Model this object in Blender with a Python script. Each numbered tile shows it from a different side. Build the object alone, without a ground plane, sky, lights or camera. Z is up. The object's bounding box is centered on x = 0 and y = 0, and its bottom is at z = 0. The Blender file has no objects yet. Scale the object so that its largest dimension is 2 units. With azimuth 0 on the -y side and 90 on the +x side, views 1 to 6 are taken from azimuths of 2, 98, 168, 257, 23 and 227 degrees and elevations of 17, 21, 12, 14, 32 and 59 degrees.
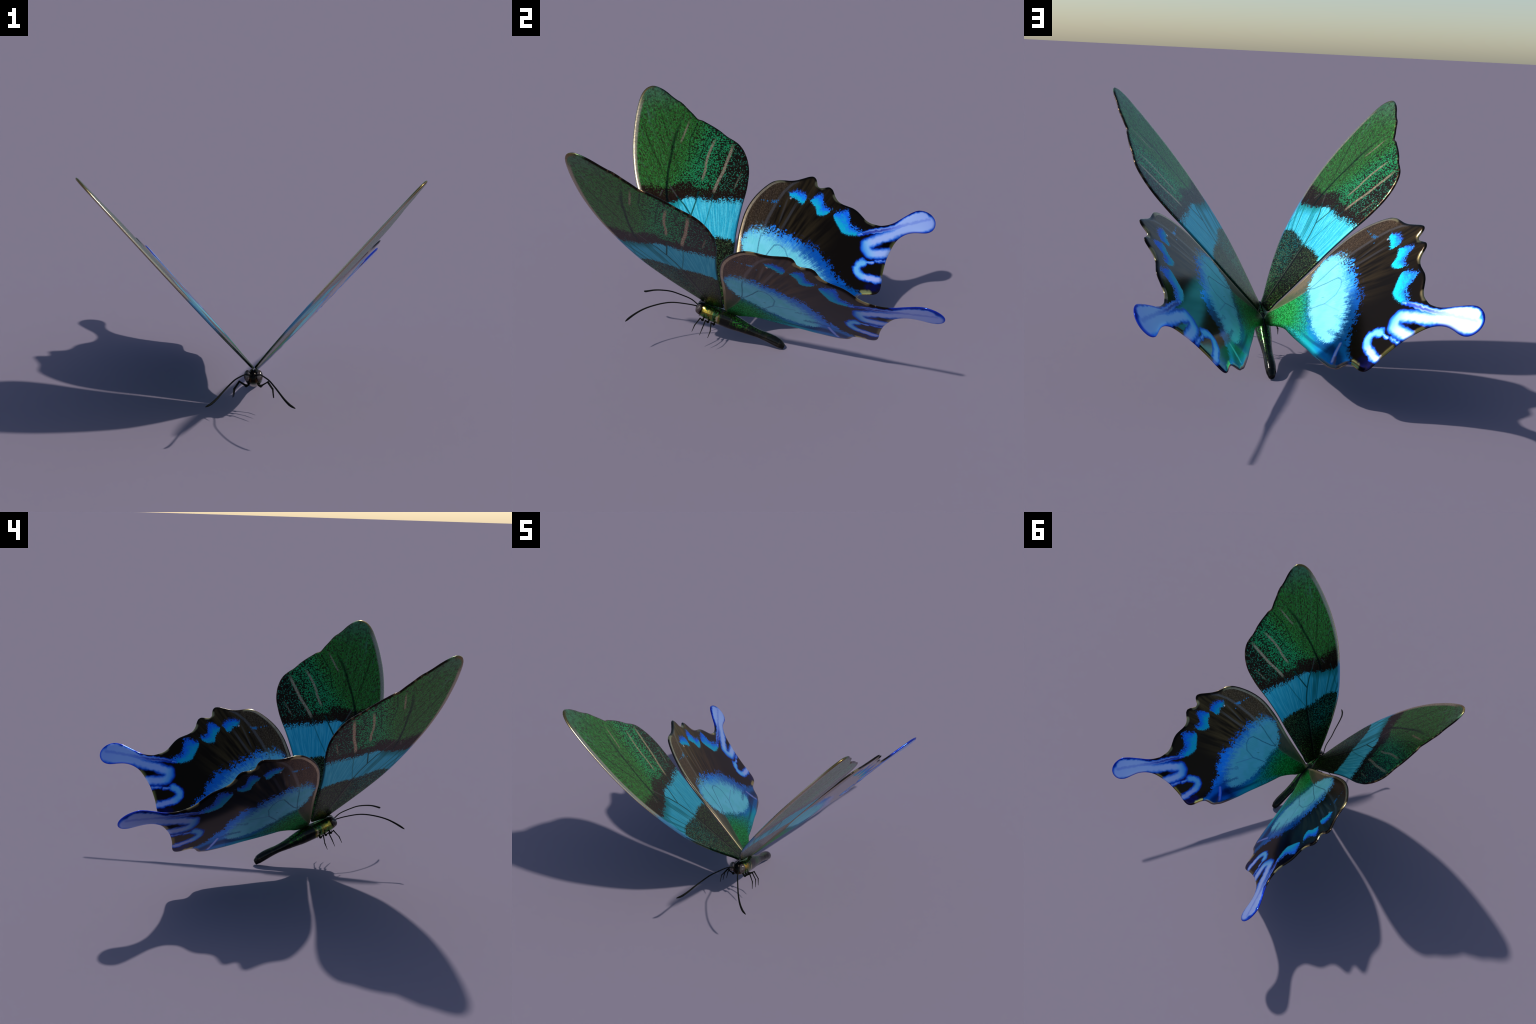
"""A green and blue swallowtail butterfly, wings raised in a V, resting on the tip of its abdomen."""
import bpy, bmesh, math
import numpy as np
from mathutils import Matrix, Vector
from mathutils.geometry import delaunay_2d_cdt

rng = np.random.default_rng(7)
COL = bpy.context.scene.collection

# ------------------------------------------------------------------ frame
# the butterfly is modelled symmetric about x = 0, then leaned a little to one side
LEAN = math.radians(-0.3171)
SHIFT_X = 0.0074
HINGE = Vector((0.00000, -0.50000, 0.33199))            # a point on the line where both wing planes meet
SPAN = Vector((0.68557, 0.29628, 0.66498))     # outward along the right wing
FORE = Vector((0.00000, -0.91344, 0.40698))        # towards the head, along the hinge
UP = Vector((-0.72800, 0.27901, 0.62623))      # upper side of the right wing


# ------------------------------------------------------------------ node helpers
class V:
    """A node socket (or number) with arithmetic, so that patterns read as formulas."""

    def __init__(self, t, s):
        self.t, self.s = t, s

    def _m(self, op, *o):
        n = self.t.nodes.new("ShaderNodeMath")
        n.operation = op
        for i, x in enumerate((self,) + o):
            if isinstance(x, V):
                self.t.links.new(x.s, n.inputs[i])
            else:
                n.inputs[i].default_value = x
        return V(self.t, n.outputs[0])

    def __add__(s, o): return s._m("ADD", o)
    __radd__ = __add__
    def __mul__(s, o): return s._m("MULTIPLY", o)
    __rmul__ = __mul__
    def __sub__(s, o): return s._m("SUBTRACT", o)
    def __rsub__(s, o): return (s * -1.0) + o
    def __truediv__(s, o): return s._m("DIVIDE", o)
    def __neg__(s): return s * -1.0
    def abs(s): return s._m("ABSOLUTE")
    def sqrt(s): return s._m("SQRT")
    def pow(s, e): return s._m("POWER", e)
    def min(s, o): return s._m("MINIMUM", o)
    def max(s, o): return s._m("MAXIMUM", o)
    def clamp(s): return s._m("ADD", 0.0)._clamped()
    def _clamped(s):
        s.s.node.use_clamp = True
        return s
    def inv(s): return s * -1.0 + 1.0

    def step(self, a, b):
        """smooth 0..1 as the value goes from a to b (b may be below a)"""
        n = self.t.nodes.new("ShaderNodeMapRange")
        n.interpolation_type = "SMOOTHSTEP"
        self.t.links.new(self.s, n.inputs[0])
        lo, hi, x, y = (a, b, 0.0, 1.0) if a < b else (b, a, 1.0, 0.0)
        for i, q in zip((1, 2, 3, 4), (lo, hi, x, y)):
            n.inputs[i].default_value = q
        return V(self.t, n.outputs[0])

    def curve(self, pts):
        """smooth curve through (input, output) control points"""
        pts = sorted(pts)
        x0, x1 = pts[0][0], pts[-1][0]
        ys = [p[1] for p in pts]
        y0, y1 = min(ys), max(ys) + 1e-6
        n = self.t.nodes.new("ShaderNodeFloatCurve")
        c = n.mapping.curves[0]
        q = [((x - x0) / (x1 - x0), (y - y0) / (y1 - y0)) for x, y in pts]
        c.points[0].location, c.points[1].location = q[0], q[-1]
        for p in q[1:-1]:
            c.points.new(*p)
        n.mapping.update()
        k = ((self - x0) * (1.0 / (x1 - x0)))._clamped()
        self.t.links.new(k.s, n.inputs[1])
        return V(self.t, n.outputs[0]) * (y1 - y0) + y0


class C:
    """A colour socket."""

    def __init__(self, t, s):
        self.t, self.s = t, s

    def over(self, fac, other):
        """this colour, replaced by other where fac is 1"""
        n = self.t.nodes.new("ShaderNodeMix")
        n.data_type = "RGBA"
        self.t.links.new(fac.s, n.inputs[0])
        self.t.links.new(self.s, n.inputs[6])
        if isinstance(other, C):
            self.t.links.new(other.s, n.inputs[7])
        else:
            n.inputs[7].default_value = (*other, 1)
        return C(self.t, n.outputs[2])

    def times(self, v):
        n = self.t.nodes.new("ShaderNodeVectorMath")
        n.operation = "SCALE"
        self.t.links.new(self.s, n.inputs[0])
        self.t.links.new(v.s, n.inputs[3])
        return C(self.t, n.outputs[0])


class Mat:
    def __init__(self, name):
        self.m = bpy.data.materials.new(name)
        self.m.use_nodes = True
        self.t = self.m.node_tree
        self.b = self.t.nodes["Principled BSDF"]
        co = self.t.nodes.new("ShaderNodeTexCoord")
        sx = self.t.nodes.new("ShaderNodeSeparateXYZ")
        self.t.links.new(co.outputs["Object"], sx.inputs[0])
        self.P = co.outputs["Object"]
        self.x, self.y, self.z = (V(self.t, o) for o in sx.outputs)
        self.X, self.Y = self.x * 0.9998 + self.y * -0.0035 + -0.0021, self.x * 0.0050 + self.y * 1.0000 + -0.0020   # pattern frame of the wings

    def num(self, v):
        n = self.t.nodes.new("ShaderNodeValue")
        n.outputs[0].default_value = v
        return V(self.t, n.outputs[0])

    def col(self, c):
        n = self.t.nodes.new("ShaderNodeRGB")
        n.outputs[0].default_value = (*c, 1)
        return C(self.t, n.outputs[0])

    def vec(self, x, y, z=0.0):
        n = self.t.nodes.new("ShaderNodeCombineXYZ")
        for i, v in enumerate((x, y, z)):
            if isinstance(v, V):
                self.t.links.new(v.s, n.inputs[i])
            else:
                n.inputs[i].default_value = v
        return n.outputs[0]

    def noise(self, scale, detail=2.0, vec=None, rough=0.5):
        n = self.t.nodes.new("ShaderNodeTexNoise")
        self.t.links.new(vec or self.P, n.inputs["Vector"])
        n.inputs["Scale"].default_value = scale
        n.inputs["Detail"].default_value = detail
        n.inputs["Roughness"].default_value = rough
        return V(self.t, n.outputs[0])

    def cells(self, scale, vec=None, feature="F1", what="Distance"):
        n = self.t.nodes.new("ShaderNodeTexVoronoi")
        n.feature = feature
        self.t.links.new(vec or self.P, n.inputs["Vector"])
        n.inputs["Scale"].default_value = scale
        if what == "Color":
            s = self.t.nodes.new("ShaderNodeSeparateColor")
            self.t.links.new(n.outputs["Color"], s.inputs[0])
            return V(self.t, n.outputs["Distance"]), V(self.t, s.outputs[0])
        return V(self.t, n.outputs[what])

    def line(self, pts, vec):
        """distance from the 2D point vec to a polyline"""
        best = None
        L = self.t.links.new

        def vm(op, a, b=None):
            n = self.t.nodes.new("ShaderNodeVectorMath")
            n.operation = op
            for i, q in enumerate((a, b)):
                if q is None:
                    continue
                if isinstance(q, tuple):
                    n.inputs[i].default_value = q
                else:
                    L(q, n.inputs[i])
            return n
        for (ax, ay), (bx, by) in zip(pts[:-1], pts[1:]):
            d = (bx - ax, by - ay)
            l2 = d[0] ** 2 + d[1] ** 2
            rel = vm("SUBTRACT", vec, (ax, ay, 0.0)).outputs[0]
            t = V(self.t, vm("DOT_PRODUCT", rel, (d[0] / l2, d[1] / l2, 0.0)).outputs["Value"]).clamp()
            sc = vm("SCALE", (d[0], d[1], 0.0))
            L(t.s, sc.inputs[3])
            q = V(self.t, vm("DISTANCE", rel, sc.outputs[0]).outputs["Value"])
            best = q if best is None else best.min(q)
        return best

    def finish(self, colour, rough, metal=0.0, bump=None, strength=0.2, dist=0.001, spec=0.5):
        def put(sock, v):
            if isinstance(v, (V, C)):
                self.t.links.new(v.s, sock)
            elif isinstance(v, tuple):
                sock.default_value = (*v, 1)
            else:
                sock.default_value = v
        put(self.b.inputs["Base Color"], colour)
        put(self.b.inputs["Roughness"], rough)
        put(self.b.inputs["Metallic"], metal)
        put(self.b.inputs["Specular IOR Level"], spec)
        if bump is not None:
            n = self.t.nodes.new("ShaderNodeBump")
            n.inputs["Strength"].default_value = strength
            n.inputs["Distance"].default_value = dist
            self.t.links.new(bump.s, n.inputs["Height"])
            self.t.links.new(n.outputs[0], self.b.inputs["Normal"])
        return self.m


# ------------------------------------------------------------------ wing outlines, in the flat wing plane
# x outward, y towards the head, metres
FOREWING = [
    (0.043, -0.161), (0.020, -0.110), (0.011, -0.073), (0.012, -0.043), (0.035, -0.003), (0.084, 0.098), (0.126, 0.179),
    (0.169, 0.257), (0.249, 0.380), (0.310, 0.450), (0.392, 0.530), (0.491, 0.613), (0.582, 0.681), (0.661, 0.729),
    (0.748, 0.774), (0.840, 0.814), (0.921, 0.842), (1.014, 0.870), (1.094, 0.888), (1.163, 0.898), (1.204, 0.897),
    (1.236, 0.889), (1.257, 0.877), (1.275, 0.858), (1.283, 0.833), (1.283, 0.792), (1.275, 0.751), (1.258, 0.701),
    (1.249, 0.666), (1.244, 0.633), (1.233, 0.605), (1.216, 0.570), (1.198, 0.529), (1.176, 0.482), (1.179, 0.454),
    (1.175, 0.417), (1.168, 0.364), (1.156, 0.308), (1.139, 0.255), (1.133, 0.217), (1.126, 0.181), (1.113, 0.149),
    (1.089, 0.115), (1.057, 0.084), (1.018, 0.056), (0.962, 0.028), (0.894, 0.008), (0.829, -0.006), (0.686, -0.024),
    (0.537, -0.050), (0.387, -0.086), (0.296, -0.106), (0.204, -0.127), (0.115, -0.145)]
HINDWING = [
    (0.049, -0.169), (0.137, -0.152), (0.235, -0.134), (0.334, -0.114), (0.427, -0.091), (0.516, -0.069), (0.595, -0.057),
    (0.675, -0.051), (0.744, -0.056), (0.812, -0.071), (0.872, -0.093), (0.927, -0.120), (0.963, -0.145), (0.989, -0.177),
    (1.004, -0.213), (1.020, -0.255), (1.039, -0.287), (1.075, -0.330), (1.102, -0.362), (1.112, -0.386), (1.105, -0.405),
    (1.083, -0.422), (1.060, -0.435), (1.054, -0.454), (1.068, -0.481), (1.084, -0.510), (1.077, -0.536), (1.058, -0.554),
    (1.034, -0.574), (1.015, -0.599), (1.006, -0.633), (1.007, -0.671), (1.008, -0.709), (1.000, -0.744), (0.984, -0.778),
    (0.966, -0.813), (0.957, -0.850), (0.960, -0.888), (0.967, -0.921), (0.982, -0.950), (1.003, -0.979), (1.034, -1.009),
    (1.074, -1.038), (1.115, -1.068), (1.153, -1.098), (1.180, -1.128), (1.193, -1.164), (1.194, -1.202), (1.183, -1.234),
    (1.165, -1.256), (1.139, -1.270), (1.107, -1.273), (1.077, -1.263), (1.052, -1.240), (1.037, -1.212), (1.023, -1.176),
    (1.004, -1.137), (0.978, -1.104), (0.946, -1.078), (0.909, -1.059), (0.872, -1.049), (0.819, -1.041), (0.756, -1.036),
    (0.692, -1.040), (0.634, -1.047), (0.583, -1.058), (0.549, -1.063), (0.524, -1.061), (0.504, -1.050), (0.488, -1.029),
    (0.476, -1.002), (0.465, -0.978), (0.455, -0.961), (0.439, -0.946), (0.409, -0.936), (0.386, -0.932), (0.365, -0.922),
    (0.349, -0.904), (0.328, -0.880), (0.307, -0.841), (0.284, -0.792), (0.259, -0.734), (0.231, -0.658), (0.200, -0.585),
    (0.169, -0.511), (0.144, -0.445), (0.124, -0.392), (0.093, -0.347), (0.059, -0.310), (0.036, -0.289), (0.013, -0.253),
    (0.005, -0.220), (0.013, -0.186)]


def spline(pts, step):
    """closed centripetal Catmull-Rom through the points, resampled at an even step"""
    P = np.array(pts, float)
    n = len(P)
    out = []
    for i in range(n):
        p0, p1, p2, p3 = P[i - 1], P[i], P[(i + 1) % n], P[(i + 2) % n]
        t0 = 0.0
        t1 = t0 + np.linalg.norm(p1 - p0) ** 0.5
        t2 = t1 + np.linalg.norm(p2 - p1) ** 0.5
        t3 = t2 + np.linalg.norm(p3 - p2) ** 0.5
        t = np.linspace(t1, t2, 13)[:-1, None]
        a1 = (t1 - t) / (t1 - t0) * p0 + (t - t0) / (t1 - t0) * p1
        a2 = (t2 - t) / (t2 - t1) * p1 + (t - t1) / (t2 - t1) * p2
        a3 = (t3 - t) / (t3 - t2) * p2 + (t - t2) / (t3 - t2) * p3
        b1 = (t2 - t) / (t2 - t0) * a1 + (t - t0) / (t2 - t0) * a2
        b2 = (t3 - t) / (t3 - t1) * a2 + (t - t1) / (t3 - t1) * a3
        out.append((t2 - t) / (t2 - t1) * b1 + (t - t1) / (t2 - t1) * b2)
    Q = np.concatenate(out)
    R = np.vstack([Q, Q[:1]])
    s = np.concatenate([[0], np.cumsum(np.linalg.norm(np.diff(R, axis=0), axis=1))])
    m = int(s[-1] / step)
    u = np.arange(m) * s[-1] / m
    return np.stack([np.interp(u, s, R[:, k]) for k in (0, 1)], 1)


def edge_distance(Q, B):
    """distance from points Q to the closed polyline B"""
    A, D = B, np.roll(B, -1, 0) - B
    l2 = (D ** 2).sum(1)
    out = np.empty(len(Q))
    for i in range(0, len(Q), 400):
        q = Q[i:i + 400, None, :] - A[None]
        t = np.clip((q * D).sum(2) / l2, 0, 1)
        out[i:i + 400] = np.sqrt((((q - t[..., None] * D) ** 2).sum(2)).min(1))
    return out


def inside(Q, B):
    x, y = Q[:, 0], Q[:, 1]
    r = np.zeros(len(Q), bool)
    for (x0, y0), (x1, y1) in zip(B, np.roll(B, -1, 0)):
        c = (y0 > y) != (y1 > y)
        if c.any():
            r ^= c & (x < (x1 - x0) * (y - y0) / (y1 - y0 + 1e-15) + x0)
    return r


def wing_mesh(name, outline, half, rim, step=0.004):
    """flat plate with a full rounded rim: a quarter ellipse rim wide and half thick on each side"""
    B = spline(outline, step)
    area = 0.5 * np.sum(B[:, 0] * np.roll(B[:, 1], -1) - np.roll(B[:, 0], -1) * B[:, 1])
    T = np.roll(B, -2, 0) - np.roll(B, 2, 0)
    T /= np.linalg.norm(T, axis=1)[:, None]
    N = np.stack([-T[:, 1], T[:, 0]], 1) * (1 if area > 0 else -1)
    pts = []
    for a in (14, 28, 42, 56, 73, 90):
        d = rim * (1 - math.cos(math.radians(a)))
        Q = B + N * d
        keep = inside(Q, B) & (edge_distance(Q, B) > d * 0.93)
        pts.append(Q[keep])
    g = 0.022
    lo, hi = B.min(0), B.max(0)
    X, Y = np.meshgrid(np.arange(lo[0], hi[0], g), np.arange(lo[1], hi[1], g * 0.866))
    X[1::2] += g / 2
    G = np.stack([X.ravel(), Y.ravel()], 1)
    G = G[inside(G, B)]
    G = G[edge_distance(G, B) > rim * 1.4]
    allp = np.concatenate([B] + pts + [G])
    nb = len(B)
    co, _, fa, orig, _, _ = delaunay_2d_cdt([Vector(p) for p in allp], [(i, (i + 1) % nb) for i in range(nb)],
                                            [list(range(nb))], 1, 1e-7)
    XY = np.array([tuple(c) for c in co])
    d = edge_distance(XY, B)
    d[[any(j < nb for j in o) for o in orig]] = 0.0
    u = np.clip(d / rim, 0, 1)
    z = half * np.sqrt(1 - (1 - u) ** 2)
    z[d < 1e-5] = 0.0
    n = len(XY)
    top = np.arange(n)
    bot = np.where(z > 0, np.cumsum(z > 0) - 1 + n, top)
    verts = [(x, y, h) for (x, y), h in zip(XY, z)] + [(x, y, -h) for (x, y), h in zip(XY, z) if h > 0]
    faces = []
    for f in fa:
        a = XY[list(f)]
        ccw = (a[1, 0] - a[0, 0]) * (a[2, 1] - a[0, 1]) - (a[2, 0] - a[0, 0]) * (a[1, 1] - a[0, 1]) > 0
        f = list(f) if ccw else list(f)[::-1]
        faces.append([int(top[i]) for i in f])
        faces.append([int(bot[i]) for i in f[::-1]])
    me = bpy.data.meshes.new(name)
    me.from_pydata(verts, [], faces)
    me.validate()
    me.polygons.foreach_set("use_smooth", [True] * len(me.polygons))
    return me


def add(name, me, parent, mats, matrix=None):
    o = bpy.data.objects.new(name, me)
    COL.objects.link(o)
    o.parent = parent
    if matrix is not None:
        o.matrix_local = matrix
    if not me.materials:
        for m in (mats if isinstance(mats, list) else [mats]):
            me.materials.append(m)
    return o


# ------------------------------------------------------------------ materials
def edge_from_thickness(M, half, rim):
    """distance to the wing's edge, read off the rounded rim (reaches rim on the flat part)"""
    s = (M.z.abs() * (1.0 / half)).min(1.0)
    return (1.0 - (1.0 - s * s).max(0.0).sqrt()) * rim


F_HALF, F_RIM = 0.0075, 0.017
H_HALF, H_RIM = 0.0080, 0.024


def forewing_material():
    M = Mat("green_blue_wing_scales")
    x, y = M.X, M.Y
    # directions fan out from the root
    rx, ry = x - 0.02, y + 0.12
    r = (rx * rx + ry * ry).sqrt()
    th = ry._m("ARCTAN2", rx)
    fan = M.vec(th * 60.0, r * 5.0)
    fine_fan = M.vec(th * 150.0, r * 9.0)
    streak = M.noise(1.0, 3.0, fan)
    fstreak = M.noise(1.0, 2.0, fine_fan)
    grain = M.noise(230.0, 2.0)
    wob = M.noise(55.0, 3.0) - 0.5
    blotch = M.noise(9.0, 3.0)

    dark = M.col((0.028, 0.0135, 0.0085)).over(streak.step(0.35, 0.75) * 0.5, (0.05, 0.027, 0.019))

    inner = y.curve([(-0.11, 0.44), (-0.06, 0.450), (-0.033, 0.455), (0.007, 0.446), (0.054, 0.438), (0.093, 0.425), (0.149, 0.394),
                     (0.216, 0.380), (0.264, 0.371), (0.343, 0.352), (0.385, 0.325), (0.42, 0.285)])
    outer = y.curve([(-0.03, 0.780), (0.012, 0.730), (0.072, 0.708), (0.119, 0.686), (0.182, 0.652), (0.259, 0.640), (0.285, 0.622),
                     (0.338, 0.612), (0.358, 0.586), (0.422, 0.529), (0.469, 0.495), (0.509, 0.470), (0.56, 0.450)])
    green_at = y.curve([(0.02, 0.830), (0.12, 0.780), (0.186, 0.758), (0.237, 0.735), (0.292, 0.700), (0.35, 0.710), (0.416, 0.690),
                        (0.46, 0.632), (0.535, 0.594), (0.63, 0.575)])

    # speckles: single scales that catch colour on a dark ground
    d2, rnd2 = M.cells(1.0, M.vec(th * 150.0, r * 135.0), what="Color")
    d1, rnd = M.cells(1.0, M.vec(th * 170.0, r * 85.0), what="Color")
    jag = wob * 0.050 + (rnd2 - 0.5) * (0.030 + 0.030 * y.step(0.30, 0.12)) + (fstreak - 0.5) * 0.015
    d3, rnd3 = M.cells(165.0, None, what="Color")
    # --- basal part
    lead = y - x.curve([(0.083, -0.053), (0.229, 0.047), (0.329, 0.114), (0.389, 0.153), (0.451, 0.205)])
    front = lead.step(-0.03, 0.10)
    base_tint = M.col((0.075, 0.19, 0.065)).over(front, (0.016, 0.29, 0.19)).over(x.step(0.26, 0.04), (0.055, 0.27, 0.028))
    base_tint = base_tint.over(front * x.step(0.28, 0.40) * 0.8, (0.012, 0.27, 0.33)).over(rnd3.step(0.74, 0.92) * 0.7, (0.30, 0.36, 0.12))
    sp = d3.step(0.58, 0.34) * rnd3.step(0.18, 0.40)
    base = M.col((0.018, 0.014, 0.009)).over(front * 0.5, (0.010, 0.024, 0.016)).over(sp * (0.75 + 0.25 * front), base_tint)
    base = base.over(M.noise(30.0, 2.0).step(0.52, 0.72) * x.step(0.32, 0.12) * front * 0.45, (0.16, 0.21, 0.10))
    base = base.over(fstreak.step(0.50, 0.66) * x.step(0.16, 0.06) * 0.6, (0.008, 0.012, 0.006))
    # --- green outer part
    gdens = y.curve([(-0.02, 0.20), (0.10, 0.30), (0.185, 0.38), (0.23, 0.74), (0.36, 0.95), (0.50, 1.0), (0.9, 1.0)])
    gsp = d2.step(0.70, 0.42) * (rnd2 - (1.0 - gdens)).step(-0.08, 0.14)
    soft = M.noise(1.0, 3.0, M.vec(th * 130.0, r * 40.0), 0.65)
    gcol = M.col((0.030, 0.46, 0.135)).over(y.step(0.32, 0.50), (0.060, 0.40, 0.050)).over(y.step(0.21, 0.15) * 0.75, (0.045, 0.19, 0.14))
    gcol = gcol.over(rnd2.step(0.72, 0.95) * 0.5, (0.035, 0.42, 0.20))
    gsoft = M.col((0.052, 0.040, 0.018)).over(soft.step(0.39, 0.58), (0.052, 0.27, 0.038)).over(d1.step(0.55, 0.2) * rnd.step(0.62, 0.85) * 0.75, (0.10, 0.44, 0.11))
    gsoft = gsoft.over(grain.step(0.60, 0.76) * 0.45, (0.15, 0.33, 0.18))
    gspk = M.col((0.026, 0.016, 0.010)).over(gsp, gcol)
    green = gspk.over(y.step(0.38, 0.58) * 0.85, gsoft)
    rib = M.noise(1.0, 1.0, M.vec(th * 46.0, r * 1.6))
    green = green.over(rib.step(0.56, 0.72) * y.step(0.30, 0.50) * 0.45, (0.018, 0.020, 0.009)).over(rib.step(0.44, 0.30) * y.step(0.42, 0.6) * 0.25, (0.10, 0.30, 0.10))
    # toward the tip paler and greyer
    tip = (x * 0.8 + y * 0.6 + (blotch - 0.5) * 0.15).step(1.30, 1.55)
    green = green.over(tip * (0.25 + 0.55 * soft.step(0.35, 0.65)), (0.13, 0.24, 0.16))
    green = green.over((x * 0.75 + y * 0.66).step(1.485, 1.53) * 0.85, (0.16, 0.125, 0.055))
    # pale flecks behind the leading edge
    flk = M.noise(1.0, 2.0, M.vec(th * 70.0, r * 7.0))
    edge_l = x.curve([(0.18, 0.28), (0.307, 0.449), (0.389, 0.529), (0.487, 0.613), (0.578, 0.681), (0.744, 0.775), (0.917, 0.842), (1.09, 0.89), (1.2, 0.90)])
    near_l = (edge_l - y)
    green = green.over(flk.step(0.60, 0.74) * near_l.step(0.17, 0.07) * 0.45, (0.16, 0.30, 0.20))

    # --- blue band
    band = M.col((0.030, 0.48, 0.64)).over(streak.step(0.40, 0.64) * 0.7, (0.13, 0.68, 0.78)).over(fstreak.step(0.46, 0.34) * 0.45, (0.012, 0.33, 0.50))
    band = band.over(grain.step(0.5, 0.8) * 0.3, (0.12, 0.62, 0.78))
    ahead = (y - x.curve([(0.389, 0.153), (0.451, 0.205), (0.506, 0.264), (0.557, 0.333), (0.609, 0.431)])).step(-0.02, 0.05)
    band = band.over(M.noise(1.0, 1.0, M.vec(th * 38.0, r * 2.0)).step(0.46, 0.62) * ahead * 0.85, (0.008, 0.24, 0.27))
    band = band.over(ahead * (x - outer).step(-0.09, -0.01) * 0.7, (0.004, 0.19, 0.17))

    c = base
    in_band = (x + wob * 0.035 + (rnd2 - 0.5) * 0.022 - inner).step(-0.006, 0.006)
    c = c.over(in_band, band)
    in_dark = (x + jag - outer).step(-0.006, 0.008)
    c = c.over(in_dark, dark)
    in_green = (x + jag * 1.3 - green_at).step(-0.012, 0.022)
    sprinkle = (x + jag - green_at).step(-0.09, 0.02) * rnd2.step(0.55, 0.85) * d2.step(0.5, 0.3)
    c = c.over(in_green.max(sprinkle * 0.8), green)

    # --- veins and pale stripes
    flat = M.vec(x + wob * 0.002, y + wob * 0.002)
    vein = (y - x.curve([(0.50, 0.425), (0.533, 0.441), (0.594, 0.473), (0.665, 0.498), (0.756, 0.526), (0.847, 0.546), (0.936, 0.567), (1.025, 0.579), (1.20, 0.586)])).abs()
    vm = (vein + (soft - 0.5) * 0.006).step(0.0150, 0.002) * x.step(0.495, 0.55) * x.step(1.20, 0.95) * (0.80 + x.step(0.75, 0.55) * 0.20)
    c = c.over(vm, (0.004, 0.009, 0.008))
    tan = M.col((0.34, 0.225, 0.12)).over(M.noise(1.0, 2.0, M.vec(y * 320.0, x * 60.0)).step(0.42, 0.60), (0.66, 0.50, 0.31))

    def stripe(path, lo, hi, w, tone):
        d = (y + wob * 0.004 - x.curve(path)).abs()
        return d.step(w, w * 0.35) * x.step(lo, lo + 0.05) * x.step(hi, hi - 0.08) * tone
    pale = stripe([(0.70, 0.189), (0.80, 0.193), (0.87, 0.189), (0.95, 0.192), (1.023, 0.195), (1.10, 0.201)], 0.70, 1.115, 0.0135, 0.95)
    pale = pale.max(stripe([(0.76, 0.292), (0.84, 0.301), (0.917, 0.319), (0.998, 0.325), (1.09, 0.323)], 0.75, 1.10, 0.0115, 0.85))
    pale = pale.max(stripe([(1.0, 0.526), (1.053, 0.529), (1.14, 0.534)], 0.94, 1.15, 0.009, 0.6))
    pale = pale.max(stripe([(0.80, 0.076), (0.92, 0.075)], 0.78, 0.95, 0.007, 0.35))
    c = c.over(pale, tan)
    thin = M.line([(1.14, 0.478), (1.005, 0.477), (0.86, 0.425)], flat).min(M.line([(1.15, 0.367), (1.03, 0.373), (0.86, 0.366)], flat)) \
        .min(M.line([(1.135, 0.25), (0.98, 0.266)], flat)).min(M.line([(1.12, 0.148), (0.99, 0.154)], flat))
    c = c.over((thin + (soft - 0.5) * 0.006).step(0.008, 0.001) * 0.6, (0.006, 0.012, 0.009))
    # the cell vein with its forks
    bv = (y - x.curve([(0.05, -0.078), (0.083, -0.053), (0.229, 0.047), (0.329, 0.114), (0.389, 0.153), (0.451, 0.205), (0.506, 0.264), (0.557, 0.333), (0.576, 0.37), (0.615, 0.44)]))
    c = c.over((bv + 0.004).abs().step(0.013, 0.005) * x.step(0.43, 0.36) * x.step(0.02, 0.10) * 0.9, (0.006, 0.009, 0.007))
    c = c.over((bv - 0.008).abs().step(0.006, 0.002) * x.step(0.40, 0.33) * 0.65, (0.14, 0.14, 0.09))
    forks = M.line([(0.39, 0.154), (0.451, 0.205), (0.506, 0.264), (0.557, 0.333), (0.576, 0.37), (0.592, 0.40)], flat)
    forks = forks.min(M.line([(0.506, 0.264), (0.606, 0.272), (0.68, 0.283)], flat))
    forks2 = M.line([(0.398, 0.153), (0.517, 0.160), (0.636, 0.174), (0.70, 0.190)], flat)
    forks2 = forks2.min(M.line([(0.349, 0.450), (0.431, 0.489), (0.51, 0.528)], flat))
    c = c.over(forks.step(0.0075, 0.002) * 0.9, (0.004, 0.07, 0.055))
    c = c.over(forks2.step(0.006, 0.001) * 0.55, (0.006, 0.13, 0.12))
    c = c.over((M.line([(0.592, 0.40), (0.645, 0.475)], flat).min(M.line([(0.553, 0.50), (0.59, 0.50)], flat))).step(0.007, 0.002) * 0.45, (0.16, 0.14, 0.12))

    # --- leading edge: cream outside, sky blue beside the band, greenish at the root
    e = edge_from_thickness(M, F_HALF, F_RIM)
    on_lead = near_l.step(0.06, 0.03) * x.step(0.06, 0.10)
    cream = M.col((0.50, 0.41, 0.28)).over(x.step(0.50, 0.44), (0.12, 0.34, 0.55)).over(x.step(0.29, 0.22), (0.13, 0.16, 0.10))
    cream = cream.over(x.step(1.05, 1.22), (0.24, 0.17, 0.06))
    c = c.over((e.step(F_RIM * 0.97, F_RIM * 0.72) * on_lead * 0.95).max(near_l.step(0.036, 0.020) * x.step(0.30, 0.40) * x.step(1.20, 1.08) * 0.9), cream)
    # outer margin: brown with pale nicks
    nick = M.noise(1.0, 1.0, M.vec(y * 38.0, x * 10.0))
    marg = M.col((0.018, 0.012, 0.009)).over(nick.step(0.50, 0.68) * 0.6, (0.20, 0.13, 0.065))
    on_out = x.step(0.86, 0.98) * near_l.step(0.07, 0.12)
    c = c.over(e.step(F_RIM * 0.85, F_RIM * 0.30) * on_out, marg)
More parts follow.
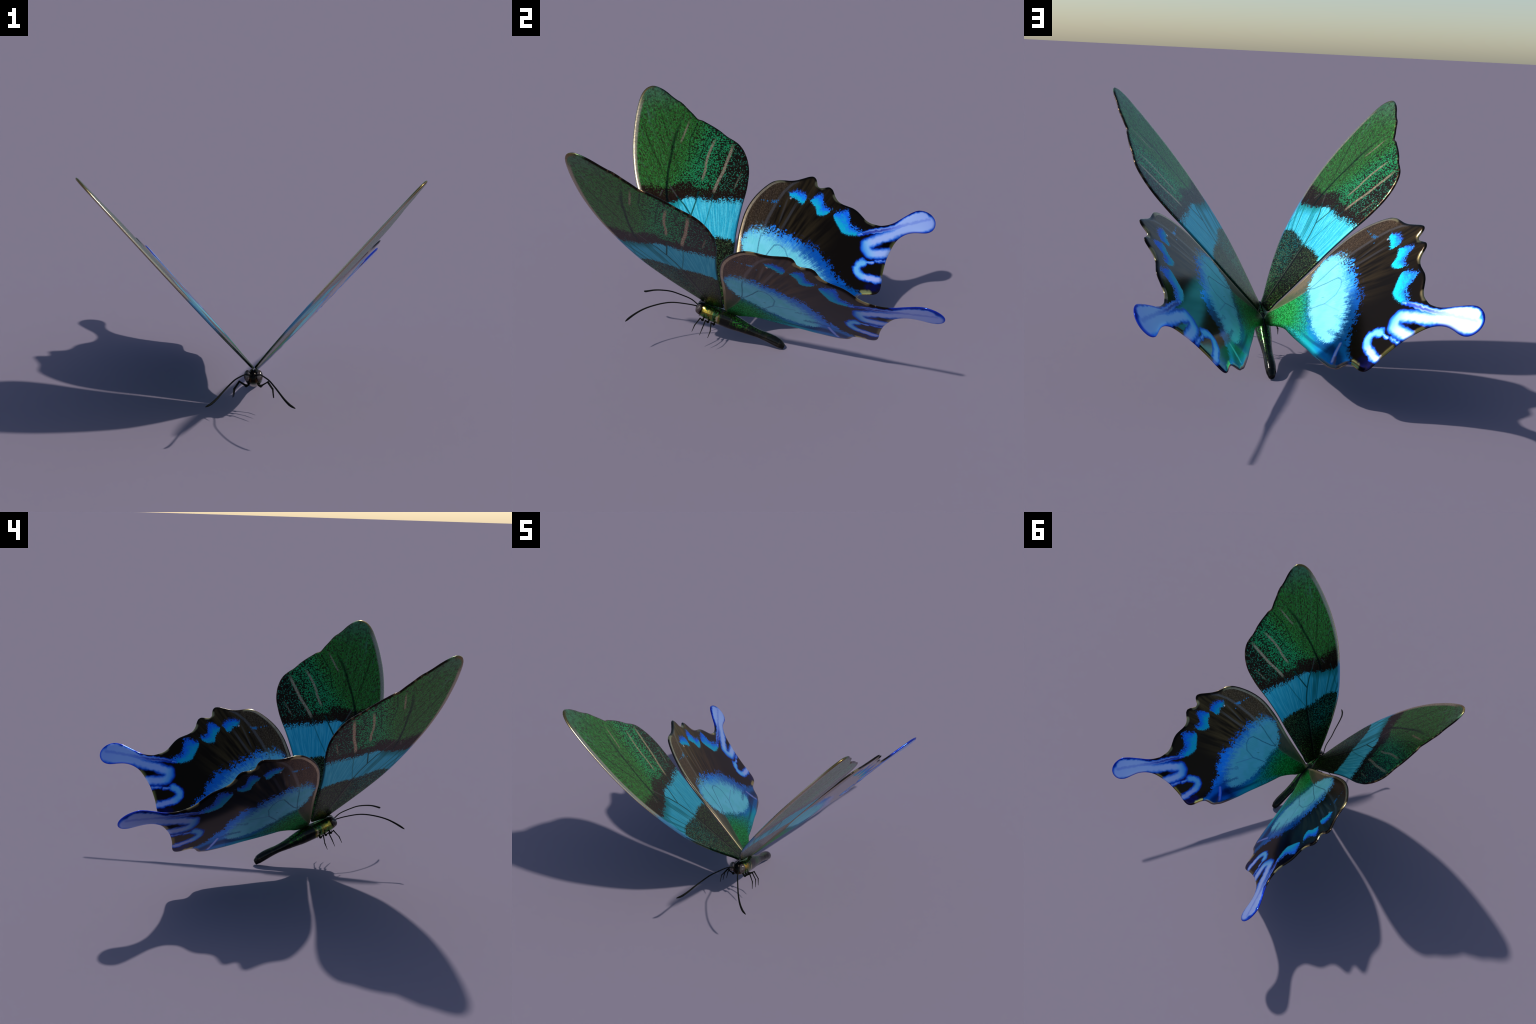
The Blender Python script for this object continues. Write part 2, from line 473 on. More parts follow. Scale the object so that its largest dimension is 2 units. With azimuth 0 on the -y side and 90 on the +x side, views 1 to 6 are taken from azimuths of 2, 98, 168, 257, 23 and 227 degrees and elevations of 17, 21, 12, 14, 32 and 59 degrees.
    c = c.over(e.step(F_RIM * 0.6, F_RIM * 0.15) * x.step(0.86, 0.78) * near_l.step(0.05, 0.1) * 0.8, (0.012, 0.03, 0.02))

    bluish = in_band * in_dark.inv()
    rough = M.num(0.25) + 0.08 * (streak - 0.5) + bluish * 0.14 + (rnd2 - 0.5) * 0.08
    metal = 0.97
    height = M.noise(1.0, 3.0, fan) + M.noise(150.0, 1.0) * 0.5
    return M.finish(c, rough, metal, height, 0.16, 0.002)


def hindwing_material(part):
    """the scales of the wing's patch, spots or tail; all three share the same dark ground"""
    M = Mat({"patch": "blue_patch_scales", "spots": "blue_spot_scales", "tail": "pale_tail_scales"}[part])
    x, y = M.X, M.Y
    rx, ry = x - 0.02, y + 0.24
    r = (rx * rx + ry * ry).sqrt()
    th = ry._m("ARCTAN2", rx)
    streak = M.noise(1.0, 3.0, M.vec(th * 26.0, r * 3.0))
    fstreak = M.noise(1.0, 2.0, M.vec(th * 95.0, r * 9.0))
    wob = M.noise(38.0, 3.0) - 0.5
    fine = M.noise(150.0, 2.0) - 0.5
    d2, rnd2 = M.cells(120.0, None, what="Color")
    grain = M.noise(240.0, 2.0)
    low = y.step(-0.25, -0.42)                 # speckled fringe in front, feathery behind
    jag = wob * (0.075 + 0.06 * low) + (fstreak - 0.5) * (0.01 + 0.022 * low) + (rnd2 - 0.5) * (0.085 - 0.045 * low) + fine * 0.02

    costal = x.curve([(0.05, -0.185), (0.092, -0.196), (0.205, -0.222), (0.344, -0.237), (0.443, -0.226), (0.562, -0.205), (0.648, -0.203), (0.764, -0.211), (0.875, -0.226), (0.952, -0.249), (1.03, -0.295)])
    above = (y - costal).step(-0.06, 0.05)
    # --- ground colour: near black, browner along the front
    c = M.col((0.020, 0.0125, 0.0075)).over(streak.step(0.34, 0.66) * 0.95 * y.step(-0.72, -0.38), (0.115, 0.066, 0.024)).over(M.noise(260.0) .step(0.55, 0.8) * 0.25, (0.03, 0.02, 0.012))
    c = c.over(above * (0.6 + 0.4 * fine), M.col((0.090, 0.052, 0.028)).over(M.noise(1.0, 2.0, M.vec(th * 110.0, r * 75.0)).step(0.40, 0.68), (0.24, 0.145, 0.080)))
    # two greyish rays
    ray = (y - costal).abs().step(0.014, 0.004) * x.step(0.52, 0.66) * 0.55
    ray2 = (y - x.curve([(0.60, -0.305), (0.75, -0.325), (0.90, -0.345)])).abs().step(0.012, 0.004) * x.step(0.62, 0.70) * x.step(0.93, 0.80) * 0.4
    ray2 = ray2.max((y - x.curve([(0.66, -0.285), (0.90, -0.275)])).abs().step(0.008, 0.003) * x.step(0.66, 0.74) * x.step(0.92, 0.85) * 0.3)
    c = c.over(ray.max(ray2) * (0.6 + fstreak * 0.8), (0.22, 0.185, 0.16))

    flat = M.vec(x + wob * 0.016, y + wob * 0.016)

    def glow(d, under, heart, most=1.0):
        """soft stroke; d is the distance over its half width: deep blue edge, bright blue, then a pale heart"""
        under = under.over(d.step(1.22, 0.80) * most * 0.75, (0.006, 0.060, 0.66))
        under = under.over(d.step(1.05, 0.55) * most, (0.014, 0.22, 0.86))
        return under.over(d.step(0.85, 0.25) * most, heart)
    run = x * 0.607 - y * 0.795            # along the tail
    if part == "spots":
        # --- row of spots before the margin
        sx, sy = x + wob * 0.016 + (rnd2 - 0.5) * 0.018 * y.step(-0.60, -0.40), y + wob * 0.016 + fine * 0.012
        s_in = sy.curve([(-0.83, 0.885), (-0.813, 0.842), (-0.79, 0.822), (-0.764, 0.812), (-0.73, 0.803), (-0.701, 0.802), (-0.67, 0.822), (-0.63, 0.855), (-0.600, 0.890), (-0.588, 0.93), (-0.585, 0.935),
                         (-0.565, 0.895), (-0.545, 0.872), (-0.52, 0.856), (-0.502, 0.853), (-0.478, 0.885), (-0.448, 0.912), (-0.42, 0.930), (-0.405, 0.945), (-0.398, 0.95),
                         (-0.385, 0.884), (-0.372, 0.880), (-0.350, 0.885), (-0.329, 0.899), (-0.30, 0.898), (-0.28, 0.908), (-0.265, 0.93)])
        s_out = sy.curve([(-0.83, 0.885), (-0.80, 0.885), (-0.76, 0.890), (-0.732, 0.897), (-0.71, 0.935), (-0.69, 0.968), (-0.675, 0.985), (-0.655, 0.975), (-0.63, 0.955), (-0.600, 0.925), (-0.59, 0.905),
                          (-0.585, 0.938), (-0.57, 0.942), (-0.53, 0.946), (-0.50, 0.985), (-0.477, 1.018), (-0.455, 1.01), (-0.44, 0.992), (-0.420, 0.955), (-0.408, 0.94),
                          (-0.398, 0.953), (-0.385, 0.965), (-0.37, 0.980), (-0.327, 0.978), (-0.30, 0.970), (-0.280, 0.945), (-0.265, 0.93)])
        in_spot = (sx - s_in + fine * 0.03 - 0.003).step(-0.006, 0.012) * (s_out - sx + fine * 0.05 + (rnd2 - 0.5) * 0.035 - 0.004).step(-0.008, 0.022) * y.step(-0.250, -0.275)
        acr = (x - s_in) / (s_out - s_in).max(0.02)
        spot = M.col((0.005, 0.48, 0.66)).over((acr + wob * 0.7 + (rnd2 - 0.5) * 0.3).step(0.15, 0.80), (0.008, 0.15, 0.88)).over(rnd2.step(0.6, 0.9) * 0.25, (0.04, 0.45, 0.88))
        c = c.over(in_spot, spot)
        # a few loose scales
        loose = (M.line([(0.832, -0.210), (0.822, -0.192)], M.vec(x, y)) + (rnd2 - 0.5) * 0.012).step(0.013, 0.007)
        for px, py, pr in ((0.811, -0.158, 0.007), (0.806, -0.133, 0.005), (0.801, -0.118, 0.004), (0.811, -0.247, 0.005), (0.845, -0.222, 0.005)):
            loose = loose.max(M.line([(px, py), (px + 0.002, py)], M.vec(x, y)).step(pr, pr * 0.5))
        c = c.over(loose * (0.85 + fine), (0.05, 0.32, 0.62))
        c = c.over(M.line([(0.893, -0.294), (0.895, -0.292)], M.vec(x, y)).step(0.0075, 0.004), (0.75, 0.70, 0.66))

        up = M.line([(0.842, -0.800), (0.895, -0.868), (0.945, -0.950)], flat) + run.step(1.30, 1.14) * 0.011
        c = glow(up * (1.0 / 0.022), c, M.col((0.44, 0.58, 0.98)).over(run.step(1.20, 1.12), (0.05, 0.26, 0.85)))
        zone = in_spot.max(up.step(0.026, 0.018))
    elif part == "tail":
        lav = M.col((0.44, 0.58, 0.98)).over((x * 0.6 - y * 0.8).step(1.24, 1.14), (0.20, 0.62, 0.95)).over((x * 0.75 - y * 0.66).step(1.55, 1.68) * 0.5, (0.36, 0.48, 0.98))
        # widening with the run of the tail
        grow = run.step(1.40, 1.60)
        hook = M.line([(0.672, -0.895), (0.652, -0.876), (0.615, -0.866), (0.590, -0.882), (0.577, -0.918), (0.582, -0.967), (0.592, -1.012), (0.602, -1.038)], flat)
        hooks = (hook * (1.0 / 0.032)).min(M.line([(0.696, -0.958), (0.678, -0.910), (0.66, -0.885)], flat) * (1.0 / 0.022) + 0.42)
        hooks = hooks.min(M.line([(0.715, -0.975), (0.738, -1.025)], flat) * (1.0 / 0.028) + 0.42)
        bow = M.line([(0.800, -0.872), (0.768, -0.882), (0.748, -0.912), (0.762, -0.957), (0.790, -1.005), (0.808, -1.04)], flat)
        up = M.line([(0.842, -0.800), (0.895, -0.868), (0.945, -0.950), (0.985, -1.005), (1.06, -1.07), (1.14, -1.17)], flat) - grow * 0.030 + run.step(1.30, 1.14) * 0.011
        main = M.line([(0.800, -0.876), (0.870, -0.940), (0.930, -1.010), (0.985, -1.055), (1.05, -1.135), (1.12, -1.215)], flat) - grow * 0.024
        hooks = hooks + (M.noise(30.0, 2.0) - 0.45).max(0.0) * 0.9
        strokes = (bow * (1.0 / 0.040)).min(up * (1.0 / 0.022)).min(main * (1.0 / 0.042))
        c = glow(hooks, c, M.col((0.44, 0.54, 0.98)).over(y.step(-0.96, -0.90), (0.18, 0.56, 0.95)))
        c = glow(strokes, c, lav.over(run.step(1.20, 1.12), (0.05, 0.26, 0.85)))
        mid = M.line([(0.852, -0.818), (0.904, -0.886), (0.958, -0.971), (1.022, -1.048), (1.077, -1.118), (1.15, -1.215)], flat)
        c = c.over((mid + wob * 0.006).step(0.017, 0.001) * (0.90 - 0.50 * run.step(1.34, 1.50)), M.col((0.003, 0.020, 0.38)).over(run.step(1.30, 1.42), (0.07, 0.15, 0.76)))
        # dark wedge between the strokes
        wedge = M.line([(0.842, -0.985), (0.872, -1.035)], flat)
        c = c.over(wedge.step(0.030, 0.008), (0.004, 0.003, 0.004))
        # low blue haze on the last lobe
        haze = M.line([(0.545, -1.035), (0.52, -0.985)], flat).step(0.04, 0.01) * (0.4 + wob)
        c = c.over(haze.clamp(), (0.002, 0.008, 0.20))
        c = c.over(M.line([(0.489, -1.00), (0.470, -0.955)], flat).step(0.023, 0.006), (0.62, 0.53, 0.17))
        zone = hooks.min(strokes).step(1.15, 0.8)
    else:
        # --- central patch: blue fringe, cyan heart
        blue_to = y.curve([(-0.85, 0.475), (-0.834, 0.484), (-0.777, 0.505), (-0.721, 0.538), (-0.684, 0.580), (-0.618, 0.602), (-0.582, 0.632), (-0.517, 0.635), (-0.453, 0.638),
                           (-0.393, 0.645), (-0.313, 0.640), (-0.268, 0.655), (-0.234, 0.626), (-0.199, 0.597), (-0.164, 0.603), (-0.115, 0.575), (-0.09, 0.53)])
        cyan_to = y.curve([(-0.80, 0.38), (-0.71, 0.425), (-0.66, 0.465), (-0.622, 0.483), (-0.561, 0.520), (-0.464, 0.553), (-0.375, 0.555), (-0.274, 0.578), (-0.209, 0.578),
                           (-0.150, 0.562), (-0.105, 0.51)])
        base_to = y.curve([(-0.78, 0.47), (-0.75, 0.425), (-0.702, 0.357), (-0.632, 0.324), (-0.547, 0.307), (-0.470, 0.311), (-0.394, 0.317), (-0.313, 0.336), (-0.242, 0.340),
                           (-0.171, 0.384), (-0.13, 0.44), (-0.10, 0.50)])
        end = (y + wob * 0.04).step(-0.86, -0.825) * (y + jag * 0.6).step(-0.085, -0.125)
        in_blue = (blue_to - x + jag).step(-0.006, 0.012)
        in_blue = in_blue.max((blue_to - x + 0.05).step(0.0, 0.05) * rnd2.step(0.72, 0.80) * d2.step(0.50, 0.34) * y.step(-0.72, -0.55)) * end
        blue = M.col((0.010, 0.22, 0.80)).over((blue_to - x + jag * 0.5).step(0.03, -0.02) * 0.6, (0.002, 0.07, 0.55)).over(fstreak.step(0.45, 0.75) * 0.5, (0.014, 0.30, 0.92))
        c = c.over(in_blue, blue)
        in_cyan = (cyan_to - x + jag * 0.6 + (streak - 0.5) * 0.07 + (fstreak - 0.5) * 0.08).step(-0.085, 0.040) * y.step(-0.79, -0.70) * end
        cyan = M.col((0.20, 0.68, 0.80)).over(M.noise(11.0, 2.0).step(0.4, 0.65) * 0.6, (0.14, 0.62, 0.66)).over(fstreak.step(0.5, 0.8) * 0.35, (0.34, 0.80, 0.92))
        cyan = cyan.over(M.noise(45.0, 3.0, M.vec(x * 0.6 - y * 0.5, x * 1.4 + y * 2.0)).step(0.58, 0.72) * (x - 0.40).abs().step(0.07, 0.02) * (y + 0.385).abs().step(0.05, 0.01) * 0.6, (0.02, 0.26, 0.24))
        c = c.over(in_cyan, cyan)
        # feathery dark strokes running in from behind
        feather = M.line([(0.385, -0.64), (0.43, -0.71), (0.452, -0.83)], M.vec(x + jag * 0.25, y + jag * 0.25)).step(0.016, 0.004)
        feather = feather.max(M.line([(0.45, -0.57), (0.51, -0.655)], M.vec(x + jag * 0.3, y + jag * 0.3)).step(0.012, 0.004) * 0.6)
        c = c.over(feather * 0.55, (0.004, 0.06, 0.30))

        # --- basal part: green at the root, teal, then blue against the patch
        near = (base_to - x + wob * 0.02 + (rnd2 - 0.5) * 0.022)
        in_base = (near + fine * 0.03).step(-0.012, 0.020)
        to_root = (r + wob * 0.06 + (streak - 0.5) * 0.14)
        bcol = M.col((0.006, 0.20, 0.52)).over(near.step(0.012, 0.065), (0.006, 0.37, 0.38)).over(to_root.step(0.38, 0.18), (0.014, 0.36, 0.065))
        bcol = bcol.over((y + 0.66).step(0.05, -0.10) * 0.9, (0.004, 0.19, 0.60))
        anal = (x - y.curve([(-0.86, 0.335), (-0.771, 0.290), (-0.66, 0.250), (-0.55, 0.204), (-0.438, 0.160), (-0.38, 0.125)]))
        bcol = bcol.over(anal.abs().step(0.028, 0.006) * y.step(-0.34, -0.46) * 0.7 * y.step(-0.86, -0.70), (0.014, 0.46, 0.58))
        bcol = bcol.over((x - y.curve([(-0.80, 0.36), (-0.69, 0.305), (-0.60, 0.262), (-0.5, 0.225)])).abs().step(0.014, 0.004) * y.step(-0.47, -0.58) * y.step(-0.86, -0.76) * 0.65, (0.003, 0.06, 0.17))
        bcol = bcol.over((x - y.curve([(-0.86, 0.40), (-0.77, 0.375), (-0.70, 0.335), (-0.6, 0.285)])).abs().step(0.045, 0.008) * y.step(-0.60, -0.74) * 0.85, (0.001, 0.024, 0.12))
        sp = d2.step(0.55, 0.30) * rnd2.step(0.45, 0.75) * to_root.step(0.46, 0.28)
        bcol = bcol.over(d2.step(0.38, 0.62) * to_root.step(0.44, 0.30) * 0.65, (0.006, 0.045, 0.016)).over(sp * 0.6, (0.06, 0.44, 0.16))
        bcol = bcol.over(to_root.step(0.10, 0.03) * 0.7, (0.02, 0.022, 0.008))
        c = c.over(in_base, bcol)
        # costal cell: greyish tan, greener to the root
        tan = M.col((0.12, 0.105, 0.070)).over(M.noise(75.0, 3.0).step(0.42, 0.62) * 0.75, (0.055, 0.085, 0.060)).over(to_root.step(0.30, 0.12) * 0.7, (0.060, 0.115, 0.040)).over((y - costal).step(0.03, 0.065) * 0.5, (0.20, 0.15, 0.10))
        tan = tan.over(M.noise(1.0, 2.0, M.vec(th * 40.0, r * 6.0)).step(0.55, 0.75) * 0.4, (0.20, 0.14, 0.085))
        c = c.over((near + (rnd2 - 0.5) * 0.03).step(-0.01, 0.02) * (y - costal).step(-0.004, 0.008), tan)
        c = c.over((y - costal).abs().step(0.007, 0.002) * x.step(0.34, 0.30) * 0.6, (0.14, 0.17, 0.11))

        # --- cell veins
        flat = M.vec(x + wob * 0.004, y + wob * 0.004)
        cell = M.line([(0.344, -0.237), (0.374, -0.259), (0.454, -0.286), (0.541, -0.310)], flat)
        cell2 = M.line([(0.541, -0.310), (0.556, -0.345), (0.541, -0.385), (0.495, -0.423), (0.414, -0.430)], flat)
        cell3 = M.line([(0.414, -0.430), (0.32, -0.392)], flat)
        veins = cell.step(0.0062, 0.0015).max(cell2.step(0.0068, 0.0015) * 0.75).max(cell3.step(0.0065, 0.002) * 0.8)
        veins = veins.max((y - costal).abs().step(0.0062, 0.002) * x.step(0.335, 0.35) * x.step(0.62, 0.56) * 0.9)
        c = c.over(veins * in_blue.max(in_cyan) * (0.62 + fine * 0.8), M.col((0.008, 0.11, 0.27)).over(y.step(-0.36, -0.30), (0.006, 0.07, 0.17)))
        c = c.over(M.line([(0.414, -0.430), (0.441, -0.480), (0.485, -0.555)], flat).step(0.006, 0.002) * 0.4, (0.12, 0.28, 0.55))

        bar = M.line([(0.436, -0.784), (0.399, -0.818), (0.362, -0.862)], flat) + (0.5 - fine) * 0.003
        c = glow(bar * (1.0 / 0.0165), c, M.col((0.40, 0.52, 0.94)), 0.8)
        c = c.over(M.line([(0.366, -0.895), (0.385, -0.85)], flat).step(0.014, 0.005) * 0.5, (0.14, 0.07, 0.01))

        zone = (in_blue * (0.12 + 0.73 * y.step(-0.56, -0.40))).max(in_cyan).max(in_base * 0.15)
    # --- rim
    e = edge_from_thickness(M, H_HALF, H_RIM)
    costa = (y - x.curve([(0.0, -0.20), (0.136, -0.165), (0.332, -0.135), (0.514, -0.10), (0.673, -0.08), (0.81, -0.10), (0.925, -0.15), (1.0, -0.22)])).step(-0.012, 0.004)
    c = c.over(e.step(H_RIM * 1.0, H_RIM * 0.78) * costa * (0.35 + 0.55 * x.step(0.25, 0.45)) * (0.8 + wob), (0.62, 0.47, 0.28))  # cream brightened to paint in the sun glint along the costal bevel
    c = c.over(e.step(H_RIM * 0.42, H_RIM * 0.20) * costa * x.step(0.30, 0.50) * 0.95, (0.010, 0.010, 0.011))
    if part != "patch":
        toothed = x.step(0.93, 0.99) * y.step(-0.90, -0.82)
        c = c.over(e.step(H_RIM * 0.9, H_RIM * 0.4) * toothed * 0.85, (0.012, 0.010, 0.008))
        notch = None
        for px, py in ((1.062, -0.442), (1.022, -0.585), (0.962, -0.845), (0.97, -0.19)):
            q = M.line([(px, py - 0.018), (px + 0.004, py + 0.018)], flat).step(0.030, 0.012)
            notch = q if notch is None else notch.max(q)
        c = c.over(notch * e.step(H_RIM, H_RIM * 0.55) * 0.85, (0.42, 0.33, 0.15))
        olive = M.line([(0.884, -1.046), (0.850, -1.040)], flat).min(M.line([(0.701, -1.035), (0.63, -1.048)], flat))
        c = c.over(olive.step(0.024, 0.006) * 0.85, (0.22, 0.18, 0.05))
        in_tail = run.step(1.385, 1.42) * x.step(0.93, 0.96)
        c = c.over(e.step(H_RIM * 0.62, H_RIM * 0.08) * in_tail * 0.8, (0.02, 0.065, 0.70))
    anal_rim = y.step(-0.72, -0.84) * x.step(0.47, 0.43)
    c = c.over(e.step(H_RIM * 0.95, H_RIM * 0.6) * anal_rim * 0.9, (0.22, 0.17, 0.12))

    rough = (0.11 + above * 0.12 + zone * 0.37).min(0.48)
    metal = 0.95
    height = M.noise(1.0, 2.0, M.vec(th * 95.0, r * 9.0))
    return M.finish(c, rough, metal, height, 0.05, 0.002)


def body_material():
    M = Mat("metallic_body_scales")
    # along the body (0 at the tail, about 0.58 at the brow) and up from its axis
    s = M.z * 0.45 - M.y * 0.89
    q = M.z * 0.89 + M.y * 0.45 - 0.033
    ax = M.x.abs()
    wob = M.noise(24.0, 3.0) - 0.5
    ring = M.noise(1.0, 3.0, M.vec(s * 75.0, q * 9.0, ax * 9.0))
    fleck = M.noise(115.0, 3.0, None, 0.65)
    c = M.col((0.010, 0.010, 0.009)).over(ring.step(0.50, 0.72) * 0.6, (0.045, 0.035, 0.018))
    # green down the back, split by a dark line
    back = (q + wob * 0.02 - ax * 0.5).step(0.004, 0.03)
    gr = M.col((0.006, 0.022, 0.004)).over(fleck.step(0.5, 0.7), (0.05, 0.24, 0.02)).over(s.step(0.20, 0.06) * 0.7, (0.010, 0.018, 0.006))
    c = c.over(back * s.step(0.03, 0.12) * s.step(0.45, 0.38) * (0.25 + 0.6 * fleck.step(0.45, 0.62)), gr)
    c = c.over(fleck.step(0.50, 0.62) * s.step(0.22, 0.27) * s.step(0.37, 0.32) * q.step(-0.012, 0.010) * 0.8, (0.02, 0.26, 0.015))
    c = c.over((ax + wob * 0.006).step(0.007, 0.003) * q.step(0.0, 0.015) * 0.85, (0.003, 0.006, 0.005))
    # grey dashes along the flanks of the tail end
    c = c.over((q + wob * 0.012).abs().step(0.007, 0.002) * s.step(0.005, 0.03) * s.step(0.17, 0.10) * 0.5, (0.07, 0.065, 0.055))
    # gilded front of the thorax: gold, green and cream bands
    front = (s + wob * 0.03 - q * 0.25).step(0.418, 0.436)
    patch = M.noise(1.0, 2.0, M.vec(s * 40.0, q * 26.0, ax * 10.0))
    gold = M.col((0.20, 0.15, 0.03)).over(patch.step(0.40, 0.55), (0.09, 0.24, 0.06)).over(ring.step(0.55, 0.66) * 0.7, (0.42, 0.34, 0.09))
    gold = gold.over(patch.step(0.52, 0.60) * 0.8, (0.020, 0.030, 0.012)).over(s.step(0.49, 0.52) * q.step(-0.004, 0.014) * q.step(0.036, 0.022) * patch.step(0.60, 0.46) * (0.5 + 0.5 * fleck.step(0.4, 0.55)), (0.90, 0.58, 0.07))
    gold = gold.over((s + wob * 0.010 - q * 0.25 - 0.446).abs().step(0.015, 0.003) * patch.step(0.62, 0.42) * 0.8, (0.72, 0.58, 0.36))
    gold = gold.over((s + wob * 0.010 - q * 0.25 - 0.434).abs().step(0.009, 0.002) * 0.7, (0.20, 0.12, 0.03))
    gold = gold.over((s + wob * 0.010 - q * 0.25 - 0.468).abs().step(0.007, 0.002) * 0.8, (0.05, 0.15, 0.06))
    gold = gold.over((q + wob * 0.01).step(0.016, 0.032) * 0.9, M.col((0.004, 0.008, 0.005)).over(fleck.step(0.50, 0.60), (0.02, 0.22, 0.03)))
    gold = gold.over(q.step(-0.030, -0.05) * 0.6, (0.16, 0.10, 0.025))
    c = c.over(front * s.step(0.562, 0.545), gold)
    # face
    face = (s + wob * 0.01).step(0.540, 0.556)
    fc = M.col((0.007, 0.006, 0.005)).over(q.step(-0.01, -0.03) * (ax.step(0.008, 0.02)) * 0.7, (0.09, 0.05, 0.012)).over(q.step(-0.035, -0.045) * 0.5, (0.10, 0.14, 0.08))
    c = c.over(face, fc)
    metal = 0.75 + front * 0.2
    return M.finish(c, M.num(0.12) + fleck * 0.10, metal, M.noise(1.0, 3.0, M.vec(s * 75.0, q * 9.0, ax * 9.0)) * 0.6 + M.noise(70.0, 3.0) * 0.5, 0.45, 0.004)


def eye_material():
    M = Mat("brown_compound_eye")
    d, rnd = M.cells(90.0, None, what="Color")
    c = M.col((0.040, 0.030, 0.028)).over(rnd.step(0.3, 0.8), (0.085, 0.066, 0.060)).over(M.z.step(0.285, 0.262) * 0.6, (0.05, 0.028, 0.026))
    return M.finish(c, 0.16, 0.25, d, 0.25, 0.002, 0.6)


def black_material():
    M = Mat("black_chitin")
    c = M.col((0.0022, 0.0026, 0.0018)).over(M.noise(90.0, 2.0).step(0.5, 0.8) * 0.5, (0.006, 0.006, 0.004))
    return M.finish(c, 0.70, 0.0, M.noise(300.0), 0.15, 0.001, 0.10)


# ------------------------------------------------------------------ build
root = bpy.data.objects.new("butterfly", None)
COL.objects.link(root)
root.empty_display_size = 0.2
root["label"] = "green and blue swallowtail butterfly with raised wings"
root["category"] = "butterfly"

SCALES_F, SCALES_H = forewing_material(), [hindwing_material(p) for p in ("patch", "spots", "tail")]
BODY, EYE, BLACK = body_material(), eye_material(), black_material()


def wing_frame(side):
    e1, up = SPAN.copy(), UP.copy()
    o = HINGE.copy()
    if side < 0:
        e1.x, up.x = -e1.x, -up.x
        up = -up                                # keeps the frame right-handed; the plate is symmetric in z
    m = Matrix.Identity(4)
    for i, a in enumerate((e1, FORE, up)):
        m.col[i] = (*a, 0.0)
    m.col[3] = (*o, 1.0)
    return m


fore_mesh = wing_mesh("forewing", FOREWING, F_HALF, F_RIM)
hind_mesh = wing_mesh("hindwing", HINDWING, H_HALF, H_RIM)
for p in hind_mesh.polygons:      # the materials meet in the dark field
    far = p.center.x > 0.70 + min(0.0, p.center.y + 0.6) * 0.67
    p.material_index = 0 if not far else 1 if p.center.y > -0.825 else 2
for side in (1, -1):
    add("forewing", fore_mesh, root, SCALES_F, wing_frame(side))
    add("hindwing", hind_mesh, root, SCALES_H, wing_frame(side))


# --- body: one lofted skin from tail tip to brow, then cut into abdomen, thorax and head
AXIS = Vector((0, -0.89, 0.456)).normalized()
ABOVE = Vector((0, 0.456, 0.89)).normalized()
# (y, z, half height, half width)
SECTIONS = [
    (0.0290, 0.0150, 0.0165, 0.0165), (0.0260, 0.0165, 0.0190, 0.0185), (0.0160, 0.0260, 0.0240, 0.0235), (0.0025, 0.0372, 0.0295, 0.0285),
    (-0.0351, 0.0611, 0.0315, 0.0315), (-0.0798, 0.0844, 0.0290, 0.0305), (-0.1264, 0.1048, 0.0275, 0.0300), (-0.1817, 0.1294, 0.0336, 0.0335),
    (-0.2370, 0.1577, 0.0425, 0.0400), (-0.2800, 0.1790, 0.0500, 0.0440), (-0.3300, 0.2040, 0.0535, 0.0480), (-0.3756, 0.2250, 0.0540, 0.0510),
    (-0.4107, 0.2400, 0.0525, 0.0520), (-0.4400, 0.2540, 0.0500, 0.0510), (-0.4640, 0.2660, 0.0475, 0.0480), (-0.4810, 0.2745, 0.0455, 0.0420),
    (-0.4960, 0.2815, 0.0420, 0.0330), (-0.5070, 0.2870, 0.0350, 0.0245), (-0.5150, 0.2905, 0.0230, 0.0150), (-0.5185, 0.2920, 0.0080, 0.0055)]


def loft():
    S = np.array(SECTIONS)
    u = np.linspace(0, len(S) - 1, 110)
    k = np.arange(len(S))

    def cr(v):
        i = np.clip(u.astype(int), 0, len(S) - 2)
        t = u - i
        p = lambda j: v[np.clip(j, 0, len(S) - 1)]
        p0, p1, p2, p3 = p(i - 1), p(i), p(i + 1), p(i + 2)
        return 0.5 * (2 * p1 + (p2 - p0) * t + (2 * p0 - 5 * p1 + 4 * p2 - p3) * t ** 2 + (3 * p1 - p0 - 3 * p2 + p3) * t ** 3)
    Y, Z, H, W = (cr(S[:, j]) for j in range(4))
    n = 40
    verts, rings = [], []
    for y, z, h, w in zip(Y, Z, H, W):
        # faint segment rings on the abdomen
        c = Vector((0, y, z))
        ring = []
        s = -0.89 * y + 0.45 * z
        g = 1.0 - 0.018 * max(0.0, math.cos(s * 2 * math.pi / 0.036)) ** 6 if s < 0.27 else 1.0
        for a in range(n):
            t = 2 * math.pi * a / n
            px, pq = math.cos(t) * w * g, math.sin(t) * h * g
            p = c + ABOVE * pq
            ring.append(len(verts))
            verts.append((px, p.y, p.z))
        rings.append(ring)
    faces = []
    for a, b in zip(rings[:-1], rings[1:]):
        for i in range(n):
            j = (i + 1) % n
            faces.append((a[j], a[i], b[i], b[j]))
    for ring, flip in ((rings[0], False), (rings[-1], True)):
        c = len(verts)
        m = np.mean([verts[i] for i in ring], 0)
        off = AXIS * (0.002 if flip else -0.003)
        verts.append(tuple(m + np.array(off)))
        for i in range(n):
            j = (i + 1) % n
            faces.append((ring[i], ring[j], c) if not flip else (ring[j], ring[i], c))
    return verts, faces


